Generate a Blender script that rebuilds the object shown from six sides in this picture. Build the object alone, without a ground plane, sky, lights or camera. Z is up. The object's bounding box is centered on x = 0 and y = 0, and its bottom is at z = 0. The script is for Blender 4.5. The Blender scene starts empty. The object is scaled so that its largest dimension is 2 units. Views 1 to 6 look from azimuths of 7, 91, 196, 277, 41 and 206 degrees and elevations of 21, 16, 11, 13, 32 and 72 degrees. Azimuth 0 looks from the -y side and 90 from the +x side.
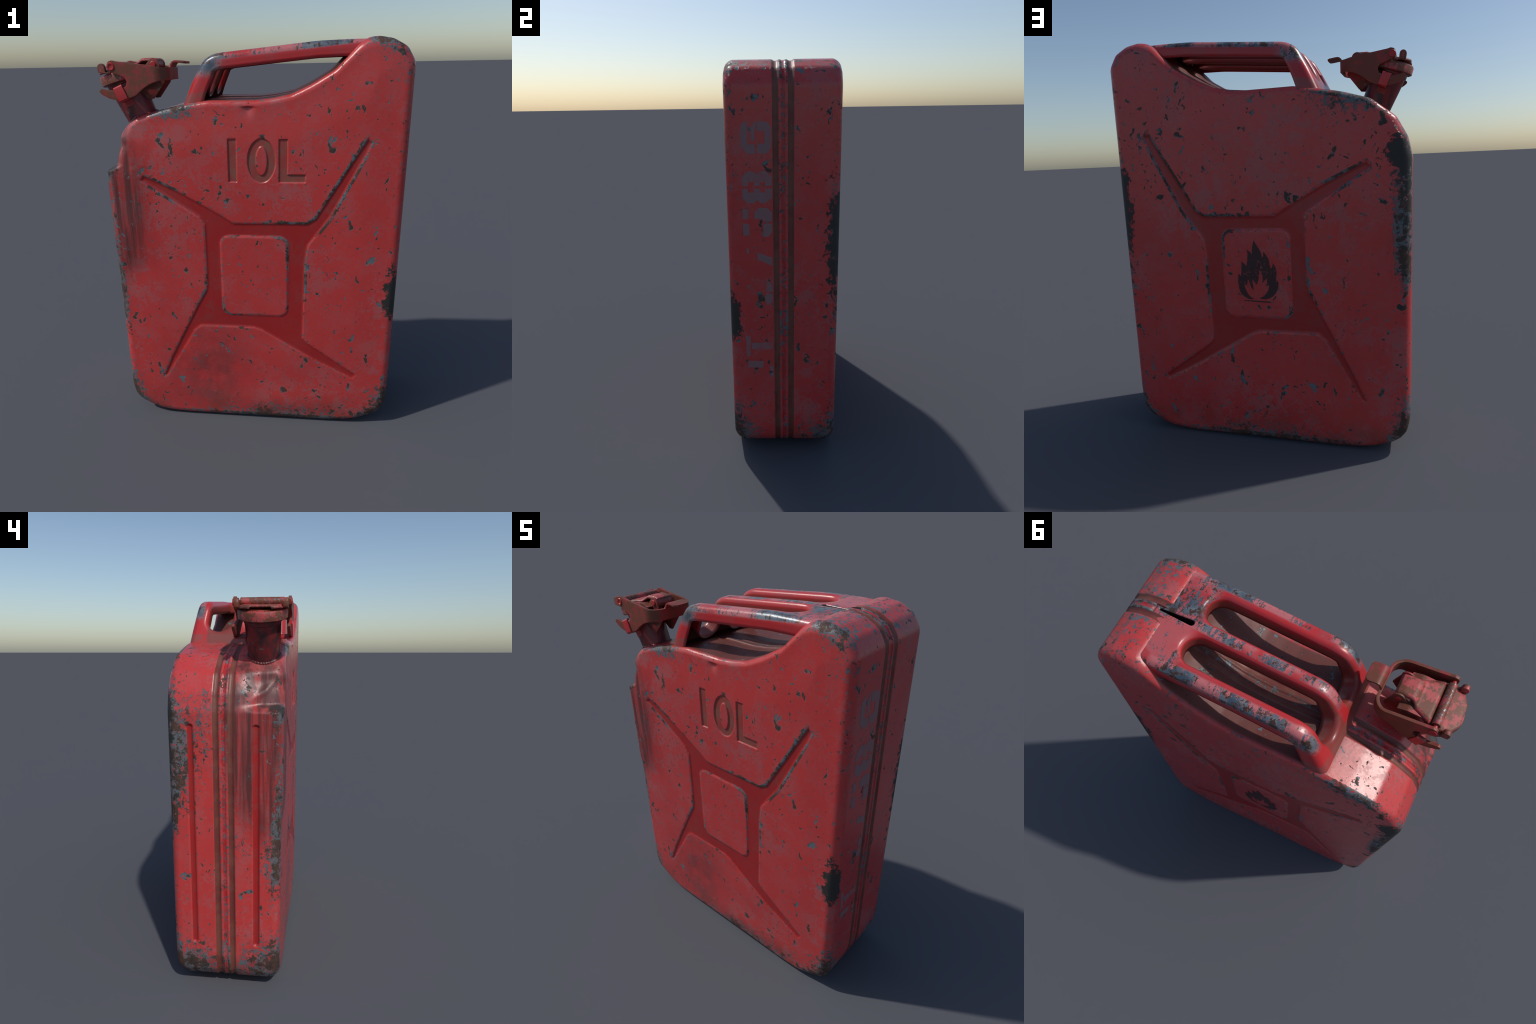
# A weathered red 10 litre jerry can, built part by part.
import bpy, bmesh, math
import numpy as np
from mathutils import Vector, noise as mnoise
from mathutils.geometry import delaunay_2d_cdt

RNG = np.random.default_rng(7)
YC, YF, YB = 0.014, -0.2515, 0.278          # seam plane, front face, back face
FIL = 0.042                                # edge rounding between faces and side wall

# ------------------------------------------------------------------ node helper
class Graph:
    def __init__(self, name):
        self.mat = bpy.data.materials.new(name)
        self.mat.use_nodes = True
        self.t = self.mat.node_tree
        self.t.nodes.clear()
        self.out = self.t.nodes.new('ShaderNodeOutputMaterial')
        self.bsdf = self.t.nodes.new('ShaderNodeBsdfPrincipled')
        self.t.links.new(self.bsdf.outputs[0], self.out.inputs[0])
        self.P = self.t.nodes.new('ShaderNodeTexCoord').outputs['Object']
    def put(self, sock, v):
        if isinstance(v, bpy.types.NodeSocket):
            self.t.links.new(v, sock)
        elif isinstance(v, (tuple, list)) and len(v) == 3 and sock.type == 'RGBA':
            sock.default_value = (*v, 1)
        else:
            sock.default_value = v
    def m(self, op, a, b=0.0, c=0.0, clamp=False):
        n = self.t.nodes.new('ShaderNodeMath'); n.operation = op; n.use_clamp = clamp
        self.put(n.inputs[0], a); self.put(n.inputs[1], b); self.put(n.inputs[2], c)
        return n.outputs[0]
    def add(self, a, b): return self.m('ADD', a, b)
    def sub(self, a, b): return self.m('SUBTRACT', a, b)
    def mul(self, a, b): return self.m('MULTIPLY', a, b)
    def mx(self, a, b): return self.m('MAXIMUM', a, b)
    def mn(self, a, b): return self.m('MINIMUM', a, b)
    def step(self, x, lo, hi):
        n = self.t.nodes.new('ShaderNodeMapRange'); n.interpolation_type = 'SMOOTHSTEP'
        self.put(n.inputs[0], x); n.inputs[1].default_value = lo; n.inputs[2].default_value = hi
        return n.outputs[0]
    def vm(self, op, a, b=(0, 0, 0)):
        n = self.t.nodes.new('ShaderNodeVectorMath'); n.operation = op
        self.put(n.inputs[0], a); self.put(n.inputs[1], b)
        return n
    def xyz(self):
        n = self.t.nodes.new('ShaderNodeSeparateXYZ'); self.put(n.inputs[0], self.P)
        return n.outputs
    def scaled(self, s, off=(0, 0, 0)):
        n = self.t.nodes.new('ShaderNodeMapping'); self.put(n.inputs['Vector'], self.P)
        n.inputs['Scale'].default_value = s; n.inputs['Location'].default_value = off
        return n.outputs[0]
    def noise(self, scale, detail=3, rough=0.55, vec=None, dist=0.0):
        n = self.t.nodes.new('ShaderNodeTexNoise')
        self.put(n.inputs['Vector'], vec if vec is not None else self.P)
        n.inputs['Scale'].default_value = scale; n.inputs['Detail'].default_value = detail
        n.inputs['Roughness'].default_value = rough; n.inputs['Distortion'].default_value = dist
        return n.outputs[0]
    def voronoi(self, scale, vec=None, feature='F1', rand=1.0):
        n = self.t.nodes.new('ShaderNodeTexVoronoi'); n.feature = feature
        self.put(n.inputs['Vector'], vec if vec is not None else self.P)
        n.inputs['Scale'].default_value = scale; n.inputs['Randomness'].default_value = rand
        return n.outputs
    def mix(self, f, a, b):
        n = self.t.nodes.new('ShaderNodeMix'); n.data_type = 'RGBA'
        self.put(n.inputs['Factor'], f); self.put(n.inputs['A'], a); self.put(n.inputs['B'], b)
        return n.outputs['Result']
    def blob(self, c, r):
        """1 in the middle of an ellipsoid, 0 on its skin, negative outside"""
        d = self.vm('SUBTRACT', self.P, c)
        q = self.vm('DIVIDE', d.outputs[0], r)
        l = self.vm('LENGTH', q.outputs[0])
        return self.sub(1.0, l.outputs['Value'])
    def finish(self, col, rough, metal=0.0, bump=None, bump_dist=0.002, bump_str=1.0, spec=0.5):
        b = self.bsdf
        self.put(b.inputs['Base Color'], col); self.put(b.inputs['Roughness'], rough)
        self.put(b.inputs['Metallic'], metal); b.inputs['Specular IOR Level'].default_value = spec
        if bump is not None:
            n = self.t.nodes.new('ShaderNodeBump')
            n.inputs['Distance'].default_value = bump_dist; n.inputs['Strength'].default_value = bump_str
            self.put(n.inputs['Height'], bump); self.t.links.new(n.outputs[0], b.inputs['Normal'])
        return self.mat

RED = (0.505, 0.046, 0.044)
FADED = (0.375, 0.092, 0.093)
DEEP = (0.30, 0.014, 0.016)
DUST = (0.19, 0.055, 0.040)
PRIMER = (0.085, 0.125, 0.160)
RUST = (0.085, 0.038, 0.024)
BLACK = (0.016, 0.015, 0.014)

# where paint is worn through on the real can: centre, radii, strength
WEAR = [
    ((-0.72, 0.275, 1.22), (0.13, 0.21, 0.46), 0.74), # long bare strip, filler edge
    ((-0.70, 0.27, 1.00), (0.08, 0.05, 0.25), 0.40),
    ((-0.71, 0.20, 0.10), (0.14, 0.30, 0.27), 0.62),  # bottom corners
    ((-0.71, -0.18, 0.12), (0.14, 0.22, 0.30), 0.60),
    ((0.70, 0.22, 0.10), (0.14, 0.22, 0.22), 0.50),
    ((0.70, -0.24, 0.12), (0.16, 0.20, 0.26), 0.55),
    ((-0.72, -0.23, 0.72), (0.09, 0.12, 0.26), 0.50),
    ((-0.72, -0.26, 1.43), (0.10, 0.08, 0.14), 0.50),
    ((-0.72, -0.26, 1.00), (0.07, 0.06, 0.30), 0.34),
    ((0.72, 0.27, 1.20), (0.09, 0.08, 0.36), 0.55),
    ((0.72, 0.28, 0.80), (0.06, 0.05, 0.20), 0.36),
    ((0.62, 0.02, 1.99), (0.18, 0.40, 0.10), 0.36),   # crown of the hump
    ((0.60, -0.22, 1.98), (0.15, 0.10, 0.07), 0.30),
    ((0.66, -0.24, 1.86), (0.10, 0.10, 0.16), 0.22),
    ((-0.36, -0.26, 1.70), (0.16, 0.07, 0.07), 0.58), # shoulder edges
    ((-0.45, 0.285, 1.68), (0.30, 0.06, 0.10), 0.50),
    ((0.10, -0.25, 0.03), (0.75, 0.10, 0.13), 0.44),  # bottom edges
    ((0.00, 0.28, 0.03), (0.70, 0.10, 0.13), 0.42),
    ((0.71, 0.05, 0.75), (0.05, 0.14, 0.14), 0.24),
    ((-0.71, 0.09, 1.45), (0.05, 0.07, 0.30), 0.28),
    ((-0.71, -0.06, 0.80), (0.05, 0.08, 0.16), 0.28),
]
# stamped edges that stand proud and get scuffed
CRESTS = [((0.43, 0.0, 1.38), (0.24, 1.0, 0.36), 0.44), ((0.20, 0.0, 1.17), (0.26, 1.0, 0.10), 0.36), ((-0.42, 0.0, 1.35), (0.16, 1.0, 0.14), 0.40),
          ((0.17, 0.0, 1.06), (0.09, 1.0, 0.16), 0.30), ((-0.26, 0.0, 0.80), (0.10, 1.0, 0.22), 0.26), ((-0.15, 0.0, 0.69), (0.08, 1.0, 0.09), 0.30),
          ((0.26, 0.0, 0.86), (0.05, 1.0, 0.16), 0.26)]
BLACKS = [((0.715, -0.255, 0.79), (0.075, 0.065, 0.185), 1.0),
          ((0.72, 0.285, 1.17), (0.09, 0.075, 0.33), 1.0),
          ((-0.69, 0.285, 1.43), (0.10, 0.05, 0.10), 1.0),
          ((-0.715, 0.285, 1.10), (0.06, 0.05, 0.30), 0.5),
          ((-0.69, -0.24, 1.44), (0.05, 0.06, 0.05), 0.7)]

def paint(name, base=RED, faded=FADED, fade=1.0, wear=0.0, chips=1.0, rough=0.30,
          floor=False, soot=True, primer_bias=0.0, placed=True, crest=False):
    """old red enamel: mottled fading, chips down to primer and rust, worn patches"""
    g = Graph(name)
    x, y, z = g.xyz()
    mott = g.noise(8.5, 12, 0.78, dist=0.3)
    fine = g.noise(70, 4, 0.6)
    f = g.step(g.add(mott, g.mul(g.sub(fine, 0.5), 0.35)), 0.46, 0.56)
    f = g.mul(f, g.add(0.25, g.mul(g.step(g.noise(2.6, 4, 0.6), 0.42, 0.66), 0.6)))
    col = g.mix(g.mul(f, fade), base, faded)
    tone = g.noise(2.2, 4, 0.6)
    hs = g.t.nodes.new('ShaderNodeHueSaturation')
    g.put(hs.inputs['Value'], g.add(0.86, g.mul(tone, 0.30))); g.put(hs.inputs['Color'], col)
    col = hs.outputs[0]
    r = g.add(rough - 0.08, g.mul(f, 0.14))
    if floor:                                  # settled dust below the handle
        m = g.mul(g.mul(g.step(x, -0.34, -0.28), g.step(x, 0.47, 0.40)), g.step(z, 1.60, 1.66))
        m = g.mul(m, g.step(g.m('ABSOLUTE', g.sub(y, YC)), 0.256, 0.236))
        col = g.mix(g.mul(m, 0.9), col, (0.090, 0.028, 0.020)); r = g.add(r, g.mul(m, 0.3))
    if soot:                                   # fuel streaks running down from the spout
        st = g.noise(1.0, 5, 0.6, vec=g.scaled((30, 30, 1.6)))
        b = g.m('MAXIMUM', g.blob((-0.71, -0.19, 1.28), (0.24, 0.24, 0.55)), 0.0)
        b = g.mx(b, g.mul(g.m('MAXIMUM', g.blob((-0.70, -0.08, 1.50), (0.16, 0.13, 0.30)), 0.0), 1.3))
        s = g.mul(g.add(0.30, g.mul(g.step(st, 0.35, 0.60), 0.70)), g.step(b, 0.0, 0.36))
        col = g.mix(g.mul(s, 0.92), col, (0.070, 0.024, 0.023)); r = g.add(r, g.mul(s, 0.16))
        gm = g.mul(g.step(g.blob((-0.25, -0.26, 0.33), (0.36, 0.1, 0.40)), 0.05, 0.9),  # soft shade on the lower front, painted into the red as dark mottling
                   g.step(g.noise(9, 7, 0.7), 0.30, 0.62))
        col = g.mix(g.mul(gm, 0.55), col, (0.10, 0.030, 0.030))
        mud = g.mul(g.step(z, 0.26, 0.0), g.step(g.noise(7, 6, 0.65), 0.36, 0.66))
        col = g.mix(g.mul(mud, 0.6), col, (0.13, 0.05, 0.032))
    # placed wear ----------------------------------------------------------
    w = wear
    if placed:
        for c, rad, s in WEAR + (CRESTS if crest else []):
            q = g.mul(g.m('MAXIMUM', g.blob(c, rad), 0.0), s)
            w = q if not isinstance(w, bpy.types.NodeSocket) and w == 0.0 else g.add(w, q)
    if isinstance(w, bpy.types.NodeSocket): w = g.mn(w, 0.50)
    n1 = g.noise(36, 9, 0.78)
    n2 = g.noise(110, 5, 0.7)
    grain = g.add(g.mul(n1, 0.75), g.mul(n2, 0.25))
    v = g.add(g.add(0.5, g.mul(g.sub(grain, 0.5), 1.45)), g.mul(w, 0.60))
    # scattered chips: short slanted flakes, clustered
    flake_v = g.scaled((19, 19, 12)); 
    warp = g.t.nodes.new('ShaderNodeTexNoise'); g.put(warp.inputs['Vector'], g.P)
    warp.inputs['Scale'].default_value = 14; warp.inputs['Detail'].default_value = 4
    wv = g.vm('SCALE', g.vm('SUBTRACT', warp.outputs['Color'], (0.5, 0.5, 0.5)).outputs[0])
    wv.inputs['Scale'].default_value = 2.6
    fv = g.vm('ADD', flake_v, wv.outputs[0]).outputs[0]
    cell = g.voronoi(1.0, fv)
    size = g.t.nodes.new('ShaderNodeSeparateColor'); g.put(size.inputs[0], cell['Color'])
    clus = g.noise(4.0, 3, 0.6)
    rad = g.add(g.mul(g.m('POWER', size.outputs[0], 2.2), 0.36), g.mul(g.sub(clus, 0.54), 0.50))
    chip = g.sub(g.mul(rad, chips), cell['Distance'])          # >0 inside a flake
    # second, smaller set
    cell2 = g.voronoi(2.6, fv)
    s2 = g.t.nodes.new('ShaderNodeSeparateColor'); g.put(s2.inputs[0], cell2['Color'])
    chip2 = g.sub(g.mul(g.add(g.mul(g.m('POWER', s2.outputs[1], 3.0), 0.38), g.mul(g.sub(clus, 0.53), 0.4)), chips), cell2['Distance'])
    chip = g.mx(chip, chip2)
    chip = g.add(chip, g.mul(g.sub(n2, 0.5), 0.20))
    chip = g.add(chip, g.mul(g.sub(n1, 0.5), 0.16))
    to_primer = g.mx(g.step(v, 0.685, 0.70), g.step(chip, 0.0, 0.03))
    deep_n = g.noise(11, 5, 0.65)
    to_rust = g.mx(g.step(g.add(v, g.mul(g.sub(deep_n, 0.5), 0.6)), 0.745 + primer_bias, 0.775 + primer_bias),
                   g.mul(g.step(chip, 0.02, 0.06), g.step(deep_n, 0.44, 0.50)))
    pr = g.mix(g.noise(16, 4), (0.065, 0.090, 0.105), (0.145, 0.180, 0.195))
    ru = g.mix(g.step(g.noise(30, 6, 0.7), 0.35, 0.65), (0.035, 0.024, 0.020), RUST)
    col = g.mix(to_primer, col, pr)
    col = g.mix(to_rust, col, ru)
    r = g.mix(to_primer, r, (0.45, 0.45, 0.45)); r = g.mix(to_rust, r, (0.75, 0.75, 0.75))
    if placed:
        bk = 0.0
        for c, rad_, s in BLACKS:
            q = g.mul(g.blob(c, rad_), s)
            bk = q if bk == 0.0 and not isinstance(bk, bpy.types.NodeSocket) else g.mx(bk, q)
        rag = g.add(g.mul(g.noise(9, 10, 0.75), 0.7), g.mul(grain, 0.3))
        bm = g.step(g.add(bk, g.mul(g.sub(rag, 0.5), 4.2)), 0.22, 0.34)
        col = g.mix(bm, col, g.mix(n2, BLACK, (0.035, 0.032, 0.028)))
        r = g.mix(bm, r, (0.6, 0.6, 0.6)); to_rust = g.mx(to_rust, bm)
    # relief: flakes sit below the paint, dings, orange peel
    ding = g.voronoi(16.0, g.vm('ADD', g.P, g.vm('SCALE', warp.outputs['Color']).outputs[0]).outputs[0])
    dsz = g.t.nodes.new('ShaderNodeSeparateColor'); g.put(dsz.inputs[0], ding['Color'])
    dd = g.mul(g.step(g.sub(ding['Distance'], g.mul(g.m('POWER', dsz.outputs[1], 2.0), 0.16)), 0.03, -0.05), -1.0)
    h = g.add(g.mul(g.mx(to_primer, to_rust), -0.8), g.mul(n1, 0.55))
    h = g.add(h, g.mul(dd, 1.6)); h = g.add(h, g.mul(mott, 0.8))
    return g.finish(col, r, 0.0, h, 0.0016, 0.8)

def plain(name, a, b, scale=12, rough=0.5, metal=0.0, lo=0.4, hi=0.6, bump=0.6):
    g = Graph(name)
    n = g.noise(scale, 6, 0.65)
    col = g.mix(g.step(n, lo, hi), a, b)
    return g.finish(col, rough, metal, g.noise(90, 4), 0.001, bump)

def rusty(name, red=(0.27, 0.026, 0.025), amount=0.475):
    """latch metal: red paint largely overtaken by brown rust, primer specks on the rims"""
    g = Graph(name)
    n = g.noise(17, 9, 0.74); f = g.noise(85, 4, 0.7); k = g.noise(95, 6, 0.75)
    col = g.mix(g.step(n, amount - 0.03, amount + 0.02), red, (0.150, 0.040, 0.019))
    col = g.mix(g.mul(g.step(f, 0.45, 0.65), 0.25), col, (0.17, 0.050, 0.026))
    geo = g.t.nodes.new('ShaderNodeNewGeometry')
    sp = g.step(g.add(k, g.mul(g.sub(geo.outputs['Pointiness'], 0.5), 1.3)), 0.66, 0.69)
    col = g.mix(sp, col, (0.20, 0.19, 0.21))
    return g.finish(col, g.mix(sp, (0.55,) * 3, (0.35,) * 3), g.mul(sp, 0.5), g.add(n, g.mul(f, 0.5)), 0.0012, 0.6)

M_PAINT = paint('red_enamel')
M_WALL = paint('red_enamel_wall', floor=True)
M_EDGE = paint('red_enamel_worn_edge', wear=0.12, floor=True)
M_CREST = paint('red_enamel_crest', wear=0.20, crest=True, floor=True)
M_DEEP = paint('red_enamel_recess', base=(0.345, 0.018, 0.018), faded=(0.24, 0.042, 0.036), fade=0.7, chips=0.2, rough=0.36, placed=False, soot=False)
M_CORE = paint('red_enamel_seam_crest', base=(0.40, 0.02, 0.022), wear=0.24, chips=0.3, placed=False, soot=False, floor=True)
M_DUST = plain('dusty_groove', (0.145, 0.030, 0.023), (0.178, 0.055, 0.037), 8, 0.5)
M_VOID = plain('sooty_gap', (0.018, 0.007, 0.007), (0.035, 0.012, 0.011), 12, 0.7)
M_LETTER = plain('dusty_stamp', (0.29, 0.040, 0.032), (0.235, 0.070, 0.050), 16, 0.5)
M_HANDLE = paint('red_enamel_handle', base=(0.50, 0.028, 0.032), faded=(0.44, 0.10, 0.11), fade=0.6, rough=0.34, placed=False, soot=False, chips=0.5)
M_RUSTY = rusty('rusted_latch')
M_LID = rusty('rusted_lid', red=(0.42, 0.055, 0.056), amount=0.49)
M_REDPIN = plain('red_pin', (0.40, 0.02, 0.022), (0.16, 0.05, 0.03), 40, 0.4, 0.0, 0.55, 0.75)

# ------------------------------------------------------------------ mesh helpers
ROOT = bpy.data.objects.new('jerry_can', None)
bpy.context.scene.collection.objects.link(ROOT)
ROOT['label'] = 'battered red metal fuel can with three-bar handle'
ROOT['category'] = 'jerry can'

def link(name, me, parent=None):
    o = bpy.data.objects.new(name, me)
    bpy.context.scene.collection.objects.link(o)
    o.parent = parent or ROOT
    return o

def from_bm(name, bm, mats, parent=None, smooth=True, angle=35):
    me = bpy.data.meshes.new(name)
    bmesh.ops.recalc_face_normals(bm, faces=bm.faces)
    bm.to_mesh(me); bm.free()
    for m in (mats if isinstance(mats, (list, tuple)) else [mats]):
        me.materials.append(m)
    if smooth:
        me.polygons.foreach_set('use_smooth', [True] * len(me.polygons))
        me.set_sharp_from_angle(angle=math.radians(angle))
    return link(name, me, parent)

def bevelled(bm, w, seg=2, ang=30):
    es = [e for e in bm.edges if len(e.link_faces) == 2 and e.calc_face_angle(0) > math.radians(ang)]
    bmesh.ops.bevel(bm, geom=es, offset=w, segments=seg, affect='EDGES', profile=0.6, clamp_overlap=True)
    return bm

def prism_xz(poly, y0, y1):
    """polygon in the x-z plane extruded along y"""
    bm = bmesh.new()
    a = [bm.verts.new((p[0], y0, p[1])) for p in poly]
    b = [bm.verts.new((p[0], y1, p[1])) for p in poly]
    bm.faces.new(a); bm.faces.new(b[::-1])
    for i in range(len(poly)):
        j = (i + 1) % len(poly)
        bm.faces.new((a[i], b[i], b[j], a[j]))
    bmesh.ops.recalc_face_normals(bm, faces=bm.faces)
    return bm

def revolve(profile, origin, axis, seg=40, caps=True):
    """profile: (radius, height) pairs turned about an axis"""
    axis = Vector(axis).normalized(); o = Vector(origin)
    u = axis.orthogonal().normalized(); v = axis.cross(u)
    bm = bmesh.new(); rings = []
    for r, h in profile:
        rings.append([bm.verts.new(o + axis * h + (u * math.cos(t) + v * math.sin(t)) * r)
                      for t in [2 * math.pi * k / seg for k in range(seg)]])
    for a, b in zip(rings[:-1], rings[1:]):
        for k in range(seg):
            bm.faces.new((a[k], a[(k + 1) % seg], b[(k + 1) % seg], b[k]))
    if caps:
        bm.faces.new(rings[0][::-1]); bm.faces.new(rings[-1])
    return bm

def smoothstep(e0, e1, x):
    t = np.clip((x - e0) / (e1 - e0), 0, 1)
    return t * t * (3 - 2 * t)

def poly_sdf(px, pz, poly):
    """signed distance to a polygon, negative inside"""
    poly = np.asarray(poly, float); d = np.full(px.shape, 1e9); inside = np.zeros(px.shape, bool)
    for a, b in zip(poly, np.roll(poly, -1, 0)):
        ex, ez = b - a; wx, wz = px - a[0], pz - a[1]
        t = np.clip((wx * ex + wz * ez) / (ex * ex + ez * ez), 0, 1)
        d = np.minimum(d, np.hypot(wx - t * ex, wz - t * ez))
        c = ((a[1] <= pz) != (b[1] <= pz)) & (px < ex * (pz - a[1]) / (ez if ez else 1e-12) + a[0])
        inside ^= c
    return np.where(inside, -d, d)

def box_sdf(px, pz, cx, cz, hx, hz, r=0.0):
    qx, qz = np.abs(px - cx) - hx + r, np.abs(pz - cz) - hz + r
    return np.hypot(np.maximum(qx, 0), np.maximum(qz, 0)) + np.minimum(np.maximum(qx, qz), 0) - r

def round_poly(pts, cut=0.014):
    out = []; n = len(pts)
    P = [np.array(p, float) for p in pts]
    for i in range(n):
        a, b, c = P[i - 1], P[i], P[(i + 1) % n]
        la, lc = np.linalg.norm(a - b), np.linalg.norm(c - b)
        p, q = b + (a - b) * min(cut / la, .4), b + (c - b) * min(cut / lc, .4)
        for t in (0, .25, .5, .75, 1):
            out.append((1 - t) ** 2 * p + 2 * t * (1 - t) * b + t * t * q)
    return out

# ------------------------------------------------------------------ body
# side-view outline, counter-clockwise seen from the front; the four corners split it
BOTTOM = [(-0.703, 0.105), (-0.676, 0.064), (-0.630, 0.034), (-0.56, 0.015), (-0.47, 0.005), (-0.38, 0.0), (0.38, 0.0), (0.47, 0.005), (0.56, 0.015), (0.630, 0.034), (0.676, 0.064), (0.703, 0.105)]
RIGHT = [(0.703, 0.105), (0.715, 0.160), (0.719, 0.24), (0.719, 1.885), (0.712, 1.907), (0.680, 1.957)]
TOP = [(0.680, 1.957), (0.618, 1.990), (0.556, 2.000), (0.515, 1.995), (0.474, 1.972), (0.432, 1.925), (0.375, 1.868), (0.272, 1.808),
       (0.185, 1.768), (0.10, 1.751), (0.02, 1.743), (-0.20, 1.744), (-0.305, 1.729), (-0.42, 1.705), (-0.543, 1.669), (-0.652, 1.588)]
LEFT = [(-0.652, 1.588), (-0.700, 1.503), (-0.719, 1.420), (-0.719, 0.19), (-0.715, 0.155), (-0.703, 0.105)]
OUTLINE = BOTTOM[:-1] + RIGHT[:-1] + TOP[:-1] + LEFT[:-1]
CORNERS = [BOTTOM[0], RIGHT[0], TOP[0], LEFT[0]]

# pressed X with its centre plate
STAR = [(-.528, 1.404), (-.336, 1.312), (-.154, 1.209), (-.09, 1.168), (.265, 1.17), (.305, 1.195), (.41, 1.37), (.535, 1.582),
        (.556, 1.555), (.532, 1.50), (.38, 1.20), (.275, 1.052), (.262, .95), (.258, .54), (.285, .512), (.548, .325), (.527, .298),
        (.347, .394), (.04, .575), (.0, .588), (-.285, .588), (-.32, .56), (-.495, .262), (-.522, .252), (-.455, .405), (-.294, .722),
        (-.25, .80), (-.243, .84), (-.241, 1.155), (-.265, 1.193), (-.545, 1.375)]
PLATE = (0.006, 0.881, 0.174, 0.222, 0.050)
REC = 0.0055
def glyphs_sdf(x, z):
    one = box_sdf(x, z, -0.089, 1.471, 0.020, 0.100)
    ell = lambda a, b: (np.hypot((x - 0.049) / a, (z - 1.471) / b) - 1) * min(a, b)
    zero = np.maximum(ell(0.066, 0.103), -ell(0.027, 0.067))
    L = np.minimum(box_sdf(x, z, 0.151, 1.471, 0.020, 0.100), box_sdf(x, z, 0.193, 1.389, 0.062, 0.0185))
    return np.minimum(np.minimum(one, zero), L)

def value_noise(x, z, s, seed):
    r = np.random.default_rng(seed); ph = r.uniform(0, 6.28, (6, 2)); k = r.normal(0, s, (6, 2))
    return sum(np.sin(k[i, 0] * x + ph[i, 0]) * np.sin(k[i, 1] * z + ph[i, 1]) for i in range(6)) / 3

def crown(side, x, z):
    """how far the sheet bulges out of the edge plane"""
    d = -poly_sdf(x, z, OUTLINE)
    if side == 0:
        c = 0.006 * smoothstep(0.03, 0.22, d) + 0.009 * np.exp(-((x - 0.21) / 0.20) ** 2 - ((z - 0.43) / 0.19) ** 2)
        c = c + 0.007 * np.exp(-((x - 0.15) / 0.30) ** 2 - ((z - 0.13) / 0.07) ** 2) * smoothstep(0.04, 0.09, d)
    else:
        c = 0.004 * smoothstep(0.03, 0.26, d) * (1 - 0.8 * smoothstep(1.15, 1.5, z)) + 0.005 * np.exp(-((x - 0.12) / 0.22) ** 2 - ((z - 0.40) / 0.2) ** 2)
    return c - 0.0012 * value_noise(x, z, 7, 3 + side) * smoothstep(0.03, 0.15, d)

def graded(lo, hi, a, b, coarse, fine_):
    """coordinates from lo to hi, finer between a and b"""
    p = [np.linspace(lo, a, max(2, int((a - lo) / coarse)), endpoint=False),
         np.linspace(a, b, int((b - a) / fine_), endpoint=False), np.linspace(b, hi, max(2, int((hi - b) / coarse)) + 1)]
    return np.concatenate(p)

def sides(u, v):
    """dense outline sampled side by side; u, v in 0..1"""
    ring = np.array(round_poly(OUTLINE))
    idx = [int(np.argmin(np.hypot(*(ring - c).T))) for c in CORNERS]
    out = []
    for s in range(4):
        a, b = idx[s], idx[(s + 1) % 4]
        seg = ring[a:b + 1] if b > a else np.vstack([ring[a:], ring[:b + 1]])
        ax = s % 2
        key, t = seg[:, ax], (u if ax == 0 else v)
        if s >= 2: t = 1 - t[::-1]; t = (u if ax == 0 else v)[::-1]
        want = key.min() + t * (key.max() - key.min())
        order = np.argsort(key)
        other = np.interp(want, key[order], seg[order, 1 - ax])
        pts = np.stack([want, other] if ax == 0 else [other, want], 1)
        out.append(pts[:-1])
    return np.vstack(out)

u = graded(0, 1, 0.40, 0.71, 0.0042, 0.0019)
v = graded(0, 1, 0.70, 0.90, 0.0034, 0.0014)
NU, NV = len(u) - 1, len(v) - 1
O = sides(u, v)                                   # outline points, ring order
K = len(O)
tan = np.roll(O, -2, 0) - np.roll(O, 2, 0)
tan = sum(np.roll(tan / np.linalg.norm(tan, axis=1, keepdims=True), k, 0) for k in range(-4, 5))
tan /= np.linalg.norm(tan, axis=1, keepdims=True)
NRM = np.stack([tan[:, 1], -tan[:, 0]], 1)        # outward

def seam_depth(d):
    return np.interp(d, [0, .005, .010, .013, .019, .024, .031, .040, .049, .053], [.0035, .0035, .0008, 0, 0.0006, .0045, .007, .0065, .001, 0])

# the rounding is tighter along the top than down the sides
FILK = 0.042 - 0.016 * smoothstep(1.58, 1.68, O[:, 1]) * smoothstep(0.52, 0.42, O[:, 0])
FILK = FILK + 0.026 * smoothstep(0.13, 0.03, O[:, 1]) * smoothstep(0.50, 0.66, np.abs(O[:, 0]))
prof = []                                          # (kind, share, y) from the front face to the back face
NF = 9
for k in range(NF + 1): prof.append(('front', math.pi / 2 * k / NF, 0.0))
ys = np.concatenate([np.linspace(0, 1, 34)[1:] * (YC - .056 - YF - FIL) + YF + FIL, YC + np.linspace(-.053, .053, 54), np.linspace(YC + .056, YB - FIL, 34)])
for yy in ys[:-1]: prof.append(('wall', float(seam_depth(abs(yy - YC))), float(yy)))
for k in range(NF, -1, -1): prof.append(('back', math.pi / 2 * k / NF, 0.0))
MR = len(prof)
open_seam = 0.050 * smoothstep(0.40, 0.47, O[:, 0]) * smoothstep(0.575, 0.53, O[:, 0]) * (O[:, 1] > 1.8)   # seam gapes on the crown
V = np.zeros((MR, K, 3)); N3 = np.stack([NRM[:, 0], np.zeros(K), NRM[:, 1]], 1)
YM = np.zeros(MR)
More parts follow.
